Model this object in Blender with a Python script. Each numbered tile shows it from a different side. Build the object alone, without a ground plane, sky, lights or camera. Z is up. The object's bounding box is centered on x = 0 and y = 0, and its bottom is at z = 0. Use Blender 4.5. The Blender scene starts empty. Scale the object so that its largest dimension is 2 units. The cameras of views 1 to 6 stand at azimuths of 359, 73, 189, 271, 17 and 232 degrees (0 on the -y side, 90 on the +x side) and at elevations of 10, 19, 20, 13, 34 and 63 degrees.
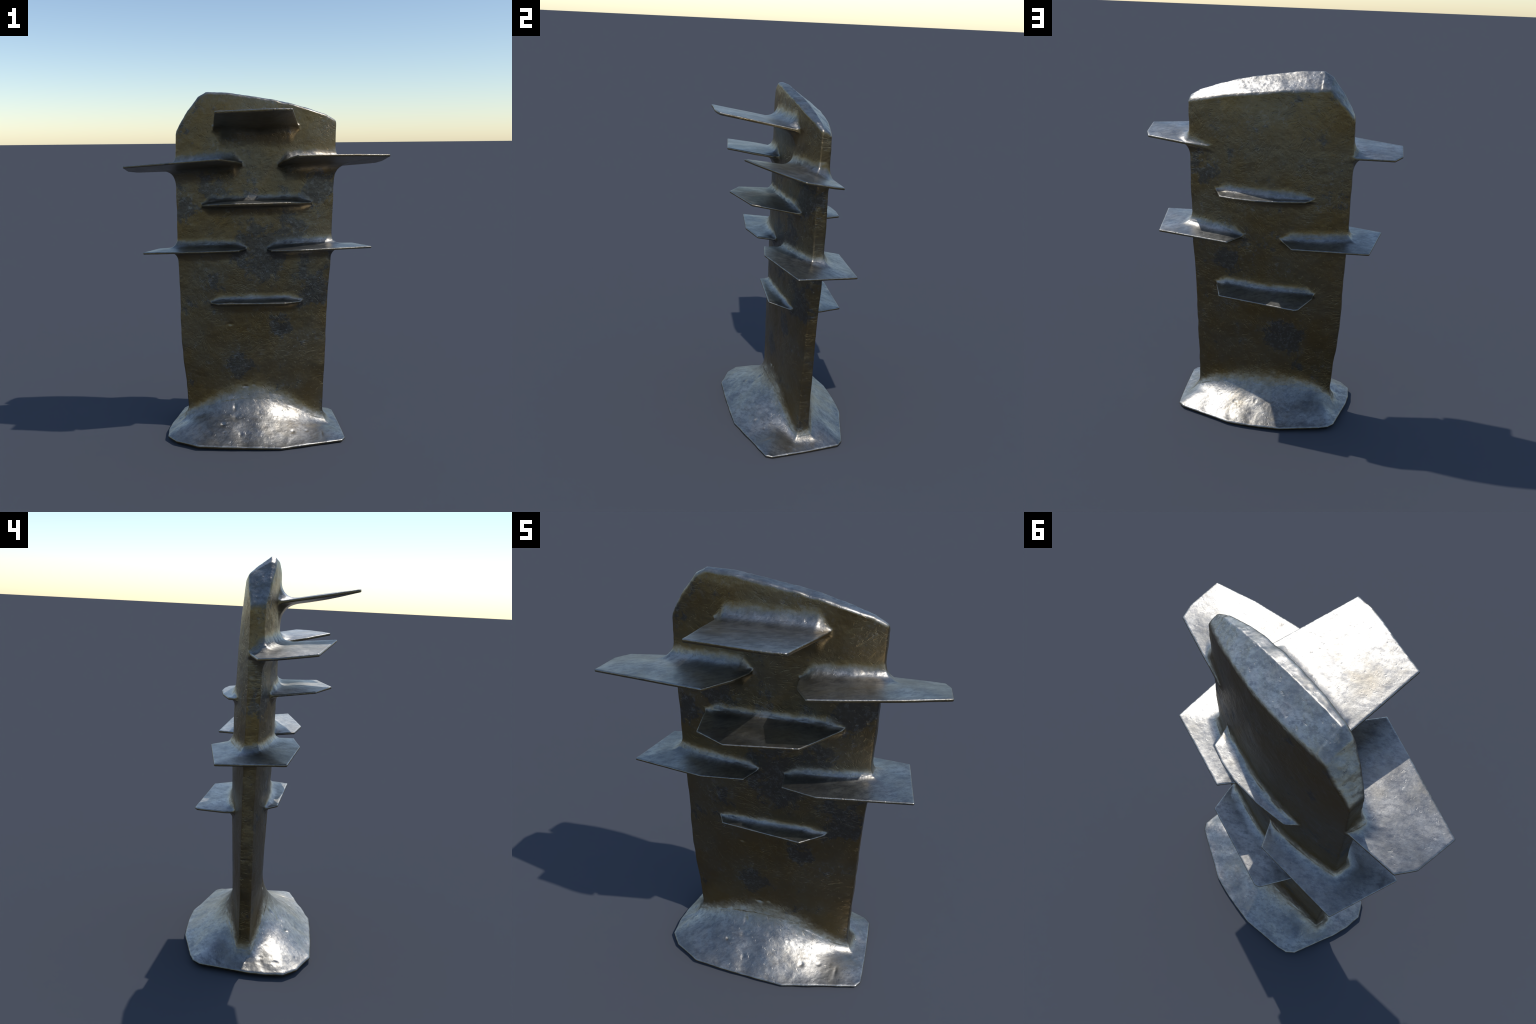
"""Cast-bronze standing slab with flat fins on a splayed foot.

The body is one continuous cast skin: a lens-shaped upright slab, ten flat
parts blended into it with fillets.  It is described by distance functions
(profiles, plan outlines, slopes, blend radii), polygonised on a regular grid,
and the faces are then separated by region into the named parts.
"""
import bpy
import numpy as np

# --------------------------------------------------------------------------
# small tools
# --------------------------------------------------------------------------


def smin(a, b, k):
    h = np.maximum(k - np.abs(a - b), 0.0) / k
    return np.minimum(a, b) - h * h * k * 0.25


def smax(a, b, k):
    return -smin(-a, -b, k)


def curve(v, knots):
    """piecewise linear profile through (position, value) knots"""
    ks = np.array(knots, float)
    return np.interp(v, ks[:, 0], ks[:, 1]).astype(np.float32)


def smooth_curve(v, knots):
    """cubic (Catmull-Rom) profile through the knots"""
    ks = np.array(knots, float)
    x, y = ks[:, 0], ks[:, 1]
    m = np.gradient(y, x)
    v = np.clip(v, x[0], x[-1])
    i = np.clip(np.searchsorted(x, v) - 1, 0, len(x) - 2)
    h = x[i + 1] - x[i]
    t = (v - x[i]) / h
    r = ((2 * t**3 - 3 * t**2 + 1) * y[i] + (t**3 - 2 * t**2 + t) * h * m[i]
         + (-2 * t**3 + 3 * t**2) * y[i + 1] + (t**3 - t**2) * h * m[i + 1])
    return r.astype(np.float32)


def outline_distance(x, y, pts):
    """signed distance (negative inside) to a closed plan outline"""
    pts = np.array(pts, np.float32)
    x, y = np.broadcast_arrays(x, y)
    d = np.full(x.shape, 1e9, np.float32)
    inside = np.zeros(x.shape, bool)
    n = len(pts)
    for i in range(n):
        ax, ay = pts[i]
        bx, by = pts[(i + 1) % n]
        ex, ey = bx - ax, by - ay
        wx, wy = x - ax, y - ay
        t = np.clip((wx * ex + wy * ey) / (ex * ex + ey * ey), 0, 1)
        d = np.minimum(d, (wx - ex * t)**2 + (wy - ey * t)**2)
        cross = ((ay > y) != (by > y))
        if abs(ey) > 1e-9:
            inside ^= cross & (x < ex * (y - ay) / ey + ax)
    d = np.sqrt(d)
    return np.where(inside, -d, d).astype(np.float32)


def outline_depth(x, y, pts, power=2.5):
    """smooth depth inside an outline: like the distance, but without creases"""
    pts = np.array(pts, np.float32)
    x, y = np.broadcast_arrays(x, y)
    total = np.zeros(x.shape, np.float32)
    n = len(pts)
    for i in range(n):
        ax, ay = pts[i]
        bx, by = pts[(i + 1) % n]
        ex, ey = bx - ax, by - ay
        t = np.clip(((x - ax) * ex + (y - ay) * ey) / (ex * ex + ey * ey), 0, 1)
        d = np.sqrt((x - ax - ex * t)**2 + (y - ay - ey * t)**2) + .002
        total += np.sqrt(ex * ex + ey * ey) * d**(-power - 1)
    soft = (total * .8)**(-1 / power)
    return np.where(outline_distance(x, y, pts) < 0, soft, 0).astype(np.float32)


def hash3(ix, iy, iz, seed):
    h = (ix.astype(np.uint32) * np.uint32(374761393)
         + iy.astype(np.uint32) * np.uint32(668265263)
         + iz.astype(np.uint32) * np.uint32(2147483647)
         + np.uint32(seed * 974634777 % 4294967296))
    h = (h ^ (h >> np.uint32(13))) * np.uint32(1274126177)
    h = (h ^ (h >> np.uint32(16))) * np.uint32(2246822519)
    h = h ^ (h >> np.uint32(15))
    return h.astype(np.float32) / 4294967296.0 * 2.0 - 1.0


def lump_noise(p, scale, seed):
    """smooth value noise in [-1, 1]"""
    q = p * scale + 1000.0
    i = np.floor(q).astype(np.int64)
    f = (q - i).astype(np.float32)
    f = f * f * f * (f * (f * 6 - 15) + 10)
    r = np.zeros(len(p), np.float32)
    for dx in (0, 1):
        for dy in (0, 1):
            for dz in (0, 1):
                w = ((f[:, 0] if dx else 1 - f[:, 0]) * (f[:, 1] if dy else 1 - f[:, 1])
                     * (f[:, 2] if dz else 1 - f[:, 2]))
                r += w * hash3(i[:, 0] + dx, i[:, 1] + dy, i[:, 2] + dz, seed)
    return r


# --------------------------------------------------------------------------
# the upright slab: profiles over height z, lens section, bevelled crown
# --------------------------------------------------------------------------
SIDE_LEFT = [(0, -.420), (.10, -.424), (.33, -.438), (.45, -.451), (.55, -.457), (.9, -.461), (1.05, -.465),
             (1.5, -.466), (1.78, -.462), (2.1, -.462)]
SIDE_RIGHT = [(0, .384), (.10, .386), (.19, .388), (.5, .401), (.88, .417), (1.05, .430), (1.2, .434),
              (1.47, .442), (1.65, .450), (2.1, .450)]
FRONT_MID = [(0, .012), (.38, .009), (.55, .006), (.71, .003), (.92, -.006), (1.26, -.010), (1.5, -.009),
             (1.88, -.007), (1.95, -.003), (2.02, .012)]
BACK_MID = [(0, .165), (.25, .167), (.37, .172), (.7, .188), (.91, .196), (1.2, .201), (1.45, .196),
            (1.76, .182), (1.92, .165), (2.1, .150)]
FRONT_EDGE_LEFT = [(0, .060), (.35, .063), (.8, .072), (1.0, .071), (1.5, .067), (1.75, .062), (2.1, .055)]
FRONT_EDGE_RIGHT = [(0, .043), (.4, .040), (.78, .047), (1.1, .042), (1.6, .037), (1.85, .040), (2.1, .042)]
BACK_EDGE_LEFT = [(0, .112), (.35, .117), (.6, .123), (1.0, .128), (1.5, .126), (1.75, .131), (2.1, .135)]
BACK_EDGE_RIGHT = [(0, .105), (.4, .103), (.75, .102), (.96, .106), (1.4, .100), (1.7, .093), (1.85, .089),
                   (2.1, .088)]
CROWN = [(-.60, 1.560), (-.462, 1.778), (-.392, 1.888), (-.327, 1.969), (-.284, 1.996), (-.191, 1.993),
         (-.089, 1.981), (.013, 1.966), (.080, 1.954), (.182, 1.934), (.288, 1.904), (.393, 1.868),
         (.449, 1.833), (.60, 1.740)]
CROWN_DROP = [(-.47, .004), (-.392, .042), (-.325, .060), (-.275, .088), (-.1, .086), (0, .082), (.18, .071),
              (.29, .057), (.4, .043), (.45, .020)]


def crown_height(x):
    return curve(x, CROWN)


def slab_distance(x, y, z):
    xl, xr = smooth_curve(z, SIDE_LEFT), smooth_curve(z, SIDE_RIGHT)
    u = np.clip((x - 0.5 * (xl + xr)) / (0.5 * (xr - xl)), -1.12, 1.12)
    w = 0.5 * (u + 1)
    fm, bm = smooth_curve(z, FRONT_MID), smooth_curve(z, BACK_MID)
    fe = curve(z, FRONT_EDGE_LEFT) * (1 - w) + curve(z, FRONT_EDGE_RIGHT) * w
    be = curve(z, BACK_EDGE_LEFT) * (1 - w) + curve(z, BACK_EDGE_RIGHT) * w
    # the belly of the front sits right of centre, that of the back left of it
    au = np.abs(u)
    front = fm + (fe - fm) * np.where(u > 0, au**3.6, au**2)
    v = u + .05
    w1 = np.abs(v) / 1.05
    back = bm + (be - bm) * np.where(v > 0, .78 * w1**1.3 + .22 * w1**3, np.minimum(np.abs(v) / .95, 1.2)**2.2)
    nf = 1 / np.sqrt(1 + (2 * (fe - fm) * u / 0.44)**2)
    nb = 1 / np.sqrt(1 + (2 * (be - bm) * u / 0.44)**2)
    zt = crown_height(x) + .003
    drop = curve(x, CROWN_DROP)
    slope = (crown_height(x + .01) - crown_height(x - .01)) / .02
    ridge = .050
    fall = drop / np.maximum(back - ridge, .03)
    top = (z - zt + fall * np.maximum(y - ridge, 0) + .10 * np.maximum(ridge - y, 0)) \
        / np.sqrt(1 + slope**2 + fall**2 * (y > ridge))
    d = smax((front - y) * nf, (y - back) * nb, .008)
    d = smax(d, np.maximum(xl - x, x - xr), .008)
    return smax(d, top, .013).astype(np.float32)


# --------------------------------------------------------------------------
# the splayed foot
# --------------------------------------------------------------------------
FOOT_PLAN = [(-.533, -.116), (-.480, -.184), (-.348, -.255), (-.230, -.265), (-.094, -.272), (.122, -.277),
             (.300, -.226), (.480, -.177), (.500, -.142), (.489, .095), (.473, .265), (.443, .298), (.305, .346),
             (.140, .402), (.010, .416), (-.175, .415), (-.400, .360), (-.445, .342), (-.476, .304),
             (-.500, .200), (-.530, .060), (-.538, -.020)]


def foot_distance(x, y, z):
    d2 = outline_distance(x, y, FOOT_PLAN)
    depth = np.clip(outline_depth(x, y, FOOT_PLAN), 0, .20)
    # the sheet touches the ground at its front right and lifts towards the back left
    lift = .011 * np.clip((.12 - x) / .55, 0, 1) + .003 * np.clip((y - .05) / .30, 0, 1)
    # steep tent in front, gentler behind and towards the right
    fore = smooth_curve(x, [(-.55, .64), (-.35, .62), (-.2, .80), (0, .88), (.19, .68), (.36, .36), (.52, .42)])
    aft = smooth_curve(x, [(-.55, .90), (-.35, .84), (-.2, .76), (.1, .69), (.4, .66), (.52, .62)])
    t = np.clip((y + .02) / .20, 0, 1)
    t = t * t * (3 - 2 * t)
    steep = fore * (1 - t) + aft * t
    top = .018 + lift + steep * depth
    flank = (z - top) / np.sqrt(1 + (.7 * steep)**2)
    rim = np.maximum(d2 + np.zeros_like(z), (d2 + .7 * (.012 + lift - z)) / 1.22)
    d = smax(rim, flank, .010)
    return np.maximum(d, .8 * lift * np.clip(1 - depth / .08, 0, 1) - z).astype(np.float32)


def foot_blend(x):
    """fillet between slab and foot: generous in the middle, tight at the ends"""
    return (0.062 + .070 * np.clip(1 - (x / .43)**2, 0, 1)**1.2).astype(np.float32)


# --------------------------------------------------------------------------
# the fins: plan outline, slope given by the height of some of its corners,
# thickness at the rim and how fast it grows inwards, blend radius
# --------------------------------------------------------------------------
FINS = [
    dict(name="brow",
         plan=[(-.240, .08), (-.238, -.03), (-.228, -.200), (-.215, -.376), (-.135, -.386), (-.058, -.396), (.038, -.412),
               (.104, -.417), (.173, -.412), (.205, -.200), (.230, -.026), (.235, .08)],
         heights=[(-.215, -.375, 1.872), (.173, -.411, 1.882), (-.238, -.03, 1.808), (.23, -.03, 1.808)],
         rim=.013, grow=.115, blend=0.112, dome=.040),
    dict(name="upper left",
         plan=[(-.090, .06), (-.088, -.042), (-.120, -.140), (-.203, -.283), (-.723, -.166), (-.726, .008), (-.687, .083),
               (-.471, .119), (-.300, .11)],
         heights=[(-.203, -.282, 1.633), (-.723, -.165, 1.594), (-.725, .010, 1.571), (-.685, .083, 1.560),
                  (-.093, -.042, 1.604)],
         rim=.011, grow=.035, blend=0.100, dome=.13),
    dict(name="upper right",
         plan=[(.125, .06), (.125, -.04), (.145, -.154), (.213, -.285), (.335, -.257), (.542, -.196), (.727, -.124),
               (.712, .023), (.687, .079), (.486, .113), (.330, .135)],
         heights=[(.213, -.284, 1.649), (.726, -.124, 1.645), (.712, .023, 1.618), (.686, .079, 1.604),
                  (.145, -.154, 1.621)],
         rim=.011, grow=.035, blend=0.100, dome=.13),
    dict(name="middle front",
         plan=[(-.315, .08), (-.308, -.015), (-.270, -.194), (-.123, -.281), (.175, -.228), (.304, -.005), (.31, .08)],
         heights=[(-.267, -.195, 1.384), (-.123, -.28, 1.396), (.175, -.227, 1.402), (-.3, -.01, 1.370),
                  (.3, -.01, 1.374)],
         rim=.010, grow=.035, blend=0.072),
    dict(name="middle back",
         plan=[(.285, .10), (.270, .163), (.232, .250), (.150, .268), (.051, .274), (-.090, .258), (-.231, .224), (-.268, .180),
               (-.275, .10)],
         heights=[(.232, .25, 1.337), (.051, .273, 1.329), (-.231, .223, 1.330), (.27, .163, 1.338),
                  (-.263, .185, 1.336)],
         rim=.010, grow=.035, blend=0.062),
    dict(name="lower left",
         plan=[(-.070, .09), (-.073, -.020), (-.106, -.110), (-.295, -.134), (-.646, -.064), (-.593, .254), (-.181, .303),
               (-.108, .200)],
         heights=[(-.106, -.109, 1.123), (-.295, -.133, 1.118), (-.645, -.064, 1.105), (-.593, .253, 1.081),
                  (-.181, .302, 1.084)],
         rim=.010, grow=.025, blend=0.072),
    dict(name="lower right",
         plan=[(.062, .09), (.062, -.030), (.077, -.121), (.237, -.162), (.637, -.099), (.581, .235), (.181, .292),
               (.135, .215), (.10, .15)],
         heights=[(.077, -.12, 1.121), (.237, -.161, 1.127), (.637, -.098, 1.136), (.58, .234, 1.104),
                  (.181, .291, 1.091)],
         rim=.010, grow=.025, blend=0.072),
    dict(name="low front",
         plan=[(-.275, .08), (-.268, .012), (-.240, -.044), (.153, -.101), (.250, .002), (.255, .08)],
         heights=[(-.24, -.043, .801), (.153, -.100, .813), (.251, .002, .800), (-.269, .017, .790)],
         rim=.010, grow=.035, blend=0.067),
    dict(name="low back",
         plan=[(.275, .10), (.262, .180), (.216, .307), (-.215, .371), (-.236, .360), (-.295, .216), (-.300, .10)],
         heights=[(.216, .306, .771), (-.226, .37, .762), (-.293, .216, .769), (.262, .18, .785)],
         rim=.010, grow=.030, blend=0.072),
]
for fin in FINS:
    hp = np.array(fin["heights"], float)
    fin["slope"] = np.linalg.lstsq(np.c_[hp[:, :2], np.ones(len(hp))], hp[:, 2], rcond=None)[0]


def fin_distance(fin, x, y, z):
    ax, ay, c = fin["slope"]
    d2 = outline_distance(x, y, fin["plan"])
    d2 = d2 - .0028
    depth = np.clip(outline_depth(x, y, fin["plan"]), 0, .3)
    over = .002 + fin.get("dome", .16) * np.minimum(depth, .15)
    under = fin["rim"] + fin["grow"] * depth
    d = np.maximum(z - (ax * x + ay * y + c + over), ax * x + ay * y + c - under - z)
    d = smax(np.broadcast_to(d2, d.shape), d, .005).astype(np.float32)
    # fillet to the slab: full along the flanks, tight round the pointed ends
    t = np.clip((.010 - d2) / .060, 0, 1)
    k = .018 + (fin["blend"] - .030) * t * t * (3 - 2 * t)
    return d, k.astype(np.float32)


def fin_range(fin):
    xs = [p[0] for p in fin["plan"]]
    ys = [p[1] for p in fin["plan"]]
    zs = [p[2] for p in fin["heights"]]
    m = .10
    return (min(xs) - m, max(xs) + m), (min(ys) - m, max(ys) + m), (min(zs) - m - .03, max(zs) + m)


# --------------------------------------------------------------------------
# whole body on points
# --------------------------------------------------------------------------
def body_at(p):
    x, y, z = p[:, 0], p[:, 1], p[:, 2]
    slab = slab_distance(x, y, z)
    foot = foot_distance(x, y, z)
    d = smin(slab, foot, foot_blend(x))
    best = np.where(foot < slab, 1, 0)
    low = np.minimum(slab, foot)
    for i, fin in enumerate(FINS):
        (x0, x1), (y0, y1), (z0, z1) = fin_range(fin)
        m = np.flatnonzero((x > x0) & (x < x1) & (y > y0) & (y < y1) & (z > z0) & (z < z1))
        if len(m) == 0:
            continue
        f, k = fin_distance(fin, x[m], y[m], z[m])
        d[m] = smin(d[m], f, k)
        closer = f < low[m]
        best[m] = np.where(closer, 2 + i, best[m])
        low[m] = np.minimum(low[m], f)
    return d, best


def gradient_at(p, e=.0012):
    g = np.empty_like(p)
    for a in range(3):
        s = np.zeros(3, np.float32)
        s[a] = e
        g[:, a] = (body_at(p + s)[0] - body_at(p - s)[0]) / (2 * e)
    return g


# --------------------------------------------------------------------------
# polygonise (surface nets on a regular grid)
# --------------------------------------------------------------------------
def build_surface():
    hx, hy, hz = .005, .005, .0036
    X = np.arange(-.745, .746, hx, dtype=np.float32)
    Y = np.arange(-.435, .436, hy, dtype=np.float32)
    Zs = np.arange(-.010, 2.022, hz, dtype=np.float32)
    gx, gy, gz = X[:, None, None], Y[None, :, None], Zs[None, None, :]
    D = slab_distance(gx, gy, gz)
    nz = np.searchsorted(Zs, .45)
    D[:, :, :nz] = smin(D[:, :, :nz], foot_distance(gx, gy, gz[:, :, :nz]), foot_blend(gx))
    for fin in FINS:
        (x0, x1), (y0, y1), (z0, z1) = fin_range(fin)
        sx = slice(*np.searchsorted(X, [x0, x1]))
        sy = slice(*np.searchsorted(Y, [y0, y1]))
        sz = slice(*np.searchsorted(Zs, [z0, z1]))
        f, k = fin_distance(fin, gx[sx], gy[:, sy], gz[:, :, sz])
        D[sx, sy, sz] = smin(D[sx, sy, sz], f, k)
    S = D < 0
    count = np.zeros(tuple(n - 1 for n in S.shape), np.uint8)
    for a in (0, 1):
        for b in (0, 1):
            for c in (0, 1):
                count += S[a:S.shape[0] - 1 + a, b:S.shape[1] - 1 + b, c:S.shape[2] - 1 + c]
    cells = np.argwhere((count > 0) & (count < 8))
    index = np.full(count.shape, -1, np.int32)
    index[tuple(cells.T)] = np.arange(len(cells), dtype=np.int32)
    total = np.zeros((len(cells), 3), np.float64)
    number = np.zeros(len(cells))
    corners = [(a, b, c) for a in (0, 1) for b in (0, 1) for c in (0, 1)]
    for p in corners:
        for ax in range(3):
            if p[ax]:
                continue
            q = list(p)
            q[ax] = 1
            va = D[cells[:, 0] + p[0], cells[:, 1] + p[1], cells[:, 2] + p[2]]
            vb = D[cells[:, 0] + q[0], cells[:, 1] + q[1], cells[:, 2] + q[2]]
            m = (va < 0) != (vb < 0)
            t = np.where(m, va / np.where(m, va - vb, 1), 0)
            pos = np.tile(np.array(p, float), (len(cells), 1))
            pos[:, ax] += t
            total[m] += pos[m]
            number[m] += 1
    v = (cells + total / number[:, None]) * np.array([hx, hy, hz]) + np.array([X[0], Y[0], Zs[0]])
    faces = []
    for ax in range(3):
        lo = [slice(None)] * 3
        hi = [slice(None)] * 3
        lo[ax] = slice(0, -1)
        hi[ax] = slice(1, None)
        A, B = S[tuple(lo)], S[tuple(hi)]
        e = np.argwhere(A != B)
        o1, o2 = [(1, 2), (2, 0), (0, 1)][ax]
        ok = (e[:, o1] > 0) & (e[:, o2] > 0)
        e = e[ok]
        flip = B[tuple(e.T)]
        quad = []
        for d1, d2 in ((1, 1), (0, 1), (0, 0), (1, 0)):
            q = e.copy()
            q[:, o1] -= d1
            q[:, o2] -= d2
            quad.append(index[tuple(q.T)])
        f = np.stack(quad, 1)
        f[flip] = f[flip][:, ::-1]
        faces.append(f)
    return v.astype(np.float32), np.concatenate(faces)


verts, faces = build_surface()
g = gradient_at(verts)
for _ in range(2):
    d, _b = body_at(verts)
    n2 = np.maximum((g * g).sum(1), .25)
    step = np.clip(d / n2, -.003, .003)
    verts -= g * step[:, None]

# hammered, hand-worked skin: lumps, shallow dents and filed-down patches
_, region = body_at(verts)
g = gradient_at(verts, .004)
nrm = g / np.maximum(np.linalg.norm(g, axis=1, keepdims=True), 1e-6)
fin_mask = (region >= 2).astype(np.float32)
foot_mask = (region == 1).astype(np.float32)
lumps = (.0010 * lump_noise(verts, 13, 3) + .0005 * lump_noise(verts, 30, 5) + .0003 * lump_noise(verts, 85, 7))
dents = .0018 * lump_noise(verts, 12, 11) + .0005 * lump_noise(verts, 27, 12)
dents -= np.clip(lump_noise(verts, 40, 14) * .6 + lump_noise(verts, 15, 15) * .6 - .62, 0, 1) * .006
crown_mask = (region == 0) * np.clip(nrm[:, 2] * 3 - .6, 0, 1)
lumps += crown_mask * (.0016 * lump_noise(verts, 20, 20) + .0006 * lump_noise(verts, 55, 21)
                       + .0003 * lump_noise(verts, 110, 22))
# the narrow edges are rough-cast and chipped across
edge_mask = (region == 0) * np.clip(np.abs(nrm[:, 0]) * 2 - .5, 0, 1)
chips = lump_noise(verts * np.array([1, .45, 1.6], np.float32), 42, 25)
chips *= np.clip(lump_noise(verts, 6, 27) + .5, 0, 1)
lumps += edge_mask * (.0012 * lump_noise(verts, 20, 24) - .0022 * np.clip(chips - .2, 0, 1))
# broad hand-modelled unevenness of the slab faces
lumps += (region == 0) * .0009 * lump_noise(verts, 9, 26)
# single scars and pits that can be told apart: centre, size in x y z, depth
SCARS = [((-.141, -.042, .172), (.010, .02, .020), .006), ((-.140, -.098, .136), (.020, .02, .016), .004),
         ((-.213, -.128, .098), (.010, .012, .010), .006), ((.192, -.156, .065), (.011, .013, .010), .004),
         ((-.109, -.198, .072), (.010, .016, .012), .004), ((-.164, .011, .664), (.016, .02, .009), .004),
         ((-.077, .012, .281), (.014, .03, .006), .004), ((-.029, .026, .293), (.009, .03, .008), .004),
         ((.364, -.124, .030), (.007, .03, .015), .003), ((.094, -.002, .967), (.012, .02, .022), .002)]
for centre, size, deep in SCARS:
    q = (verts - np.array(centre, np.float32)) / np.array(size, np.float32)
    dents -= deep * np.exp(-(q * q).sum(1)) / (.30 + .70 * foot_mask)
shift = lumps * (1 - .6 * fin_mask) + dents * (1 - fin_mask) * (.30 + .70 * foot_mask)
shift *= np.clip((verts[:, 2] - .002) / .01, 0, 1)
verts += nrm * shift[:, None]
verts[:, 2] = np.maximum(verts[:, 2], 0)

# --------------------------------------------------------------------------
# material: worn bronze, pale where polished, brown where the patina stayed and, as painted shade, underneath
# --------------------------------------------------------------------------


def bronze_material():
    mat = bpy.data.materials.new("worn_bronze")
    mat.use_nodes = True
    nt = mat.node_tree
    nt.nodes.clear()
    N, L = nt.nodes.new, nt.links.new

    def noise(scale, detail=4, rough=.55, vec=None, dist=0.0):
        n = N("ShaderNodeTexNoise")
        n.inputs["Scale"].default_value = scale
        n.inputs["Detail"].default_value = detail
        n.inputs["Roughness"].default_value = rough
        n.inputs["Distortion"].default_value = dist
        L(vec if vec is not None else co, n.inputs["Vector"])
        return n.outputs["Fac"]

    def ramp(fac, stops):
        r = N("ShaderNodeValToRGB")
        el = r.color_ramp.elements
        while len(el) < len(stops):
            el.new(0.5)
        for e, (p, c) in zip(el, stops):
            e.position = p
            e.color = (c, c, c, 1) if not isinstance(c, tuple) else (*c, 1)
        L(fac, r.inputs["Fac"])
        return r.outputs["Color"]

    def mix(fac, a, b, mode="MIX"):
        m = N("ShaderNodeMix")
        m.data_type = "RGBA"
        m.blend_type = mode
        for sock, val in ((m.inputs["Factor"], fac), (m.inputs["A"], a), (m.inputs["B"], b)):
            if isinstance(val, (int, float)):
                sock.default_value = val
            elif isinstance(val, tuple):
                sock.default_value = (*val, 1)
            else:
                L(val, sock)
        return m.outputs["Result"]

    def maths(op, a, b=0.0):
        m = N("ShaderNodeMath")
        m.operation = op
        for sock, val in zip(m.inputs, (a, b)):
            if isinstance(val, (int, float)):
                sock.default_value = val
            else:
                L(val, sock)
        return m.outputs[0]

    def stretched(rot, scale):
        m = N("ShaderNodeMapping")
        m.vector_type = "TEXTURE"
        m.inputs["Rotation"].default_value = rot
        m.inputs["Scale"].default_value = tuple(1.0 / c for c in scale)
        L(co, m.inputs["Vector"])
        return m.outputs["Vector"]

    tc = N("ShaderNodeTexCoord")
    co = tc.outputs["Object"]
    out = N("ShaderNodeOutputMaterial")
    bsdf = N("ShaderNodeBsdfPrincipled")
    L(bsdf.outputs["BSDF"], out.inputs["Surface"])

    # colour: brown patina on the slab and the rims, bare worn metal on the flats, undersides darkened as shade
    geo = N("ShaderNodeNewGeometry")
    sep = N("ShaderNodeSeparateXYZ")
    L(geo.outputs["Normal"], sep.inputs[0])
    nz = sep.outputs["Z"]
    ragged = maths("MULTIPLY", maths("SUBTRACT", noise(1, 6, .7, stretched((0, 0, 0), (24, 24, 9))), .5), .50)
    up = ramp(maths("ADD", nz, ragged), [(.16, 0.0), (.78, 1.0)])
    down = ramp(maths("MULTIPLY", nz, -1.0), [(.55, 0.0), (.90, .35)])  # downward faces get little silver: shade under the fins put into the colour
    bare = maths("MAXIMUM", up, down)
    broad = ramp(noise(2.2, 5, .65), [(.36, 0.0), (.62, 1.0)])
    brown = mix(broad, (.188, .130, .058), (.186, .156, .104))
    # where the dark, flaking stains sit
    patch = maths("MULTIPLY", ramp(noise(2.4, 2, .5), [(.55, 0.0), (.70, 1.0)]), .5)
    for spot, reach in (((-.25, .0, 1.47), .13), ((.36, .03, 1.45), .17), ((.03, .0, 1.10), .24), ((.33, .02, .86), .14),
                        ((.13, .0, .66), .10), ((.20, .18, .95), .12), ((-.14, .18, .50), .15), ((-.42, .06, 1.33), .12),
                        ((.20, .0, 1.22), .12), ((-.10, .0, .40), .12)):
        dist = N("ShaderNodeVectorMath")
        dist.operation = "DISTANCE"
        L(co, dist.inputs[0])
        dist.inputs[1].default_value = spot
        near = maths("SUBTRACT", 1.0, maths("DIVIDE", dist.outputs["Value"], reach))
        patch = maths("MAXIMUM", patch, near)
    patch = maths("ADD", patch, maths("MULTIPLY", maths("SUBTRACT", noise(9, 5, .65), .52), 1.6))
    stain = maths("ADD", noise(11, 11, .78, dist=.4), maths("MULTIPLY", maths("MINIMUM", patch, .6), .34))
    stain = ramp(stain, [(.595, 0.0), (.640, 1.0)])
    stain = maths("MULTIPLY", stain, ramp(patch, [(.02, 0.0), (.15, 1.0)]))
    brown = mix(maths("MULTIPLY", stain, .70), brown, (.090, .091, .092))
    flake = ramp(noise(42, 6, .78), [(.53, 0.0), (.60, 1.0)])
    flake = maths("MULTIPLY", flake, maths("ADD", ramp(noise(4.5, 3, .5), [(.50, .05), (.66, .6)]),
                                           maths("MULTIPLY", ramp(patch, [(.0, 0.0), (.3, 1.0)]), .5)))
    brown = mix(maths("MULTIPLY", flake, .6), brown, (.25, .25, .245))
    silver = mix(ramp(noise(6, 9, .72), [(.36, 0.0), (.62, 1.0)]), (.29, .277, .250), (.475, .462, .432))
    silver = mix(ramp(noise(1, 8, .8, stretched((0, 0, .6), (22, 44, 40))), [(.46, 0.0), (.60, .80)]), silver,
                 (.225, .225, .228))
    silver = mix(ramp(noise(3.7, 5, .6), [(.56, 0.0), (.70, .45)]), silver, (.40, .34, .24))
    base = mix(bare, brown, silver)
    L(base, bsdf.inputs["Base Color"])
    bsdf.inputs["Metallic"].default_value = 1.0
    L(ramp(noise(11, 8, .7), [(.3, .35), (.7, .50)]), bsdf.inputs["Roughness"])

    # fine relief: grain, pits, and on the slab patches of file and chisel strokes
    grain = noise(110, 5, .65)
    pits = ramp(noise(46, 4, .6), [(.62, 0.0), (.72, 1.0)])
    h = maths("ADD", maths("MULTIPLY", grain, .25), maths("MULTIPLY", noise(26, 4, .55), 1.1))
    h = maths("SUBTRACT", h, maths("MULTIPLY", pits, .6))
    worked = maths("SUBTRACT", 1.0, bare)
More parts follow.
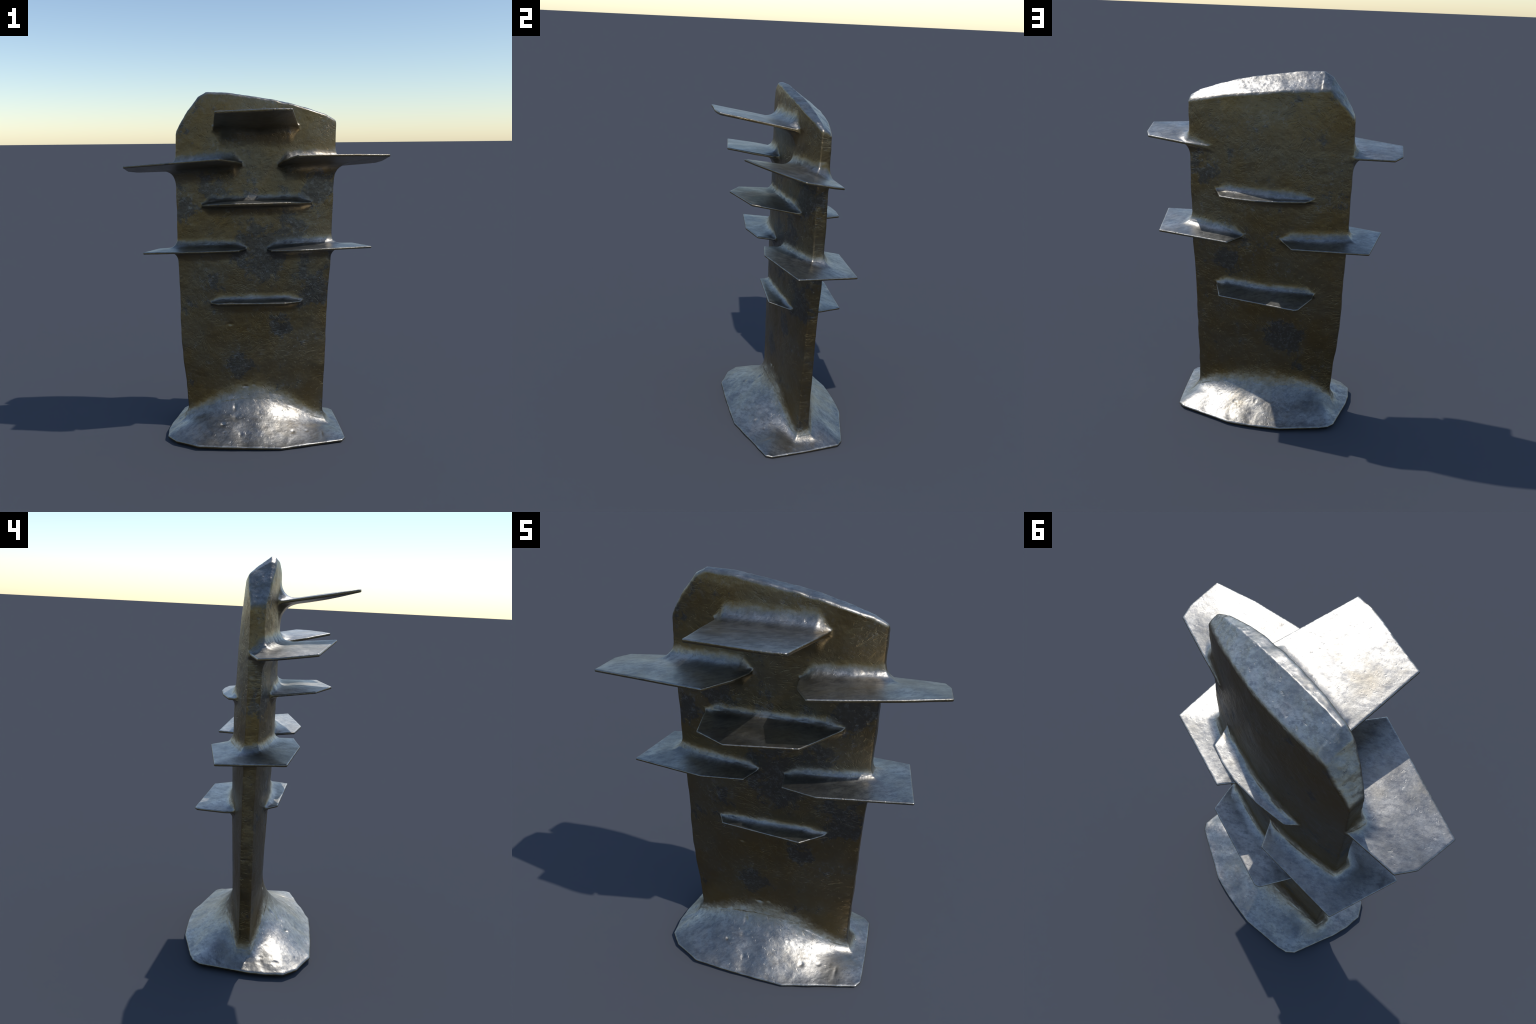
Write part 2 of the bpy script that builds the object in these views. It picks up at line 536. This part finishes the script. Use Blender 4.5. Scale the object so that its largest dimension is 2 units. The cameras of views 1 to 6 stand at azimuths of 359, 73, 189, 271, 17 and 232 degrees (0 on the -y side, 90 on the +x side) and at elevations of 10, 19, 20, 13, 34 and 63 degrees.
    for i, (angle, along, across) in enumerate(((.40, 30, 105), (-.75, 26, 115), (1.15, 34, 100), (-.10, 24, 110))):
        strokes = noise(1.0, 2, .5, stretched((0, angle, 0), (along, 20, across)), dist=.8)
        groove = ramp(strokes, [(.56, 0.0), (.68, 1.0)])
        off = N("ShaderNodeMapping")
        off.inputs["Location"].default_value = (3.1 * i + 1, 1.7 * i, 5.3 * i)
        L(co, off.inputs["Vector"])
        where = ramp(noise(6.0, 3, .5, off.outputs["Vector"]), [(.54, 0.0), (.68, 1.0)])
        where = maths("MULTIPLY", where, worked)
        h = maths("SUBTRACT", h, maths("MULTIPLY", maths("MULTIPLY", groove, where), .60))
    flatter = maths("SUBTRACT", 1.0, maths("MULTIPLY", ramp(nz, [(.80, 0.0), (.95, 1.0)]), .55))
    bump = N("ShaderNodeBump")
    bump.inputs["Distance"].default_value = .005
    L(maths("MULTIPLY", flatter, .42), bump.inputs["Strength"])
    L(h, bump.inputs["Height"])
    L(bump.outputs["Normal"], bsdf.inputs["Normal"])
    return mat


# --------------------------------------------------------------------------
# separate into parts
# --------------------------------------------------------------------------
bronze = bronze_material()
whole = bpy.data.meshes.new("whole_body")
whole.from_pydata(verts.tolist(), [], faces.tolist())
whole.update()
vn = np.empty(len(verts) * 3, np.float32)
whole.vertex_normals.foreach_get("vector", vn)
vn = vn.reshape(-1, 3)
bpy.data.meshes.remove(whole)

centre = verts[faces].mean(1)
_, owner = body_at(centre)

root = bpy.data.objects.new("abstract_sculpture", None)
root["label"] = "tall bronze slab with flat horizontal fins on splayed foot"
root["category"] = "sculpture"
bpy.context.scene.collection.objects.link(root)

PART_NAMES = ["upright_slab", "foot"] + ["fin"] * len(FINS)
for k, name in enumerate(PART_NAMES):
    sel = faces[owner == k]
    if len(sel) == 0:
        continue
    used, inv = np.unique(sel, return_inverse=True)
    me = bpy.data.meshes.new(name)
    me.from_pydata(verts[used].tolist(), [], inv.reshape(sel.shape).tolist())
    me.update()
    me.shade_smooth()
    me.normals_split_custom_set_from_vertices(vn[used].tolist())
    me.materials.append(bronze)
    ob = bpy.data.objects.new(name, me)
    bpy.context.scene.collection.objects.link(ob)
    ob.parent = root
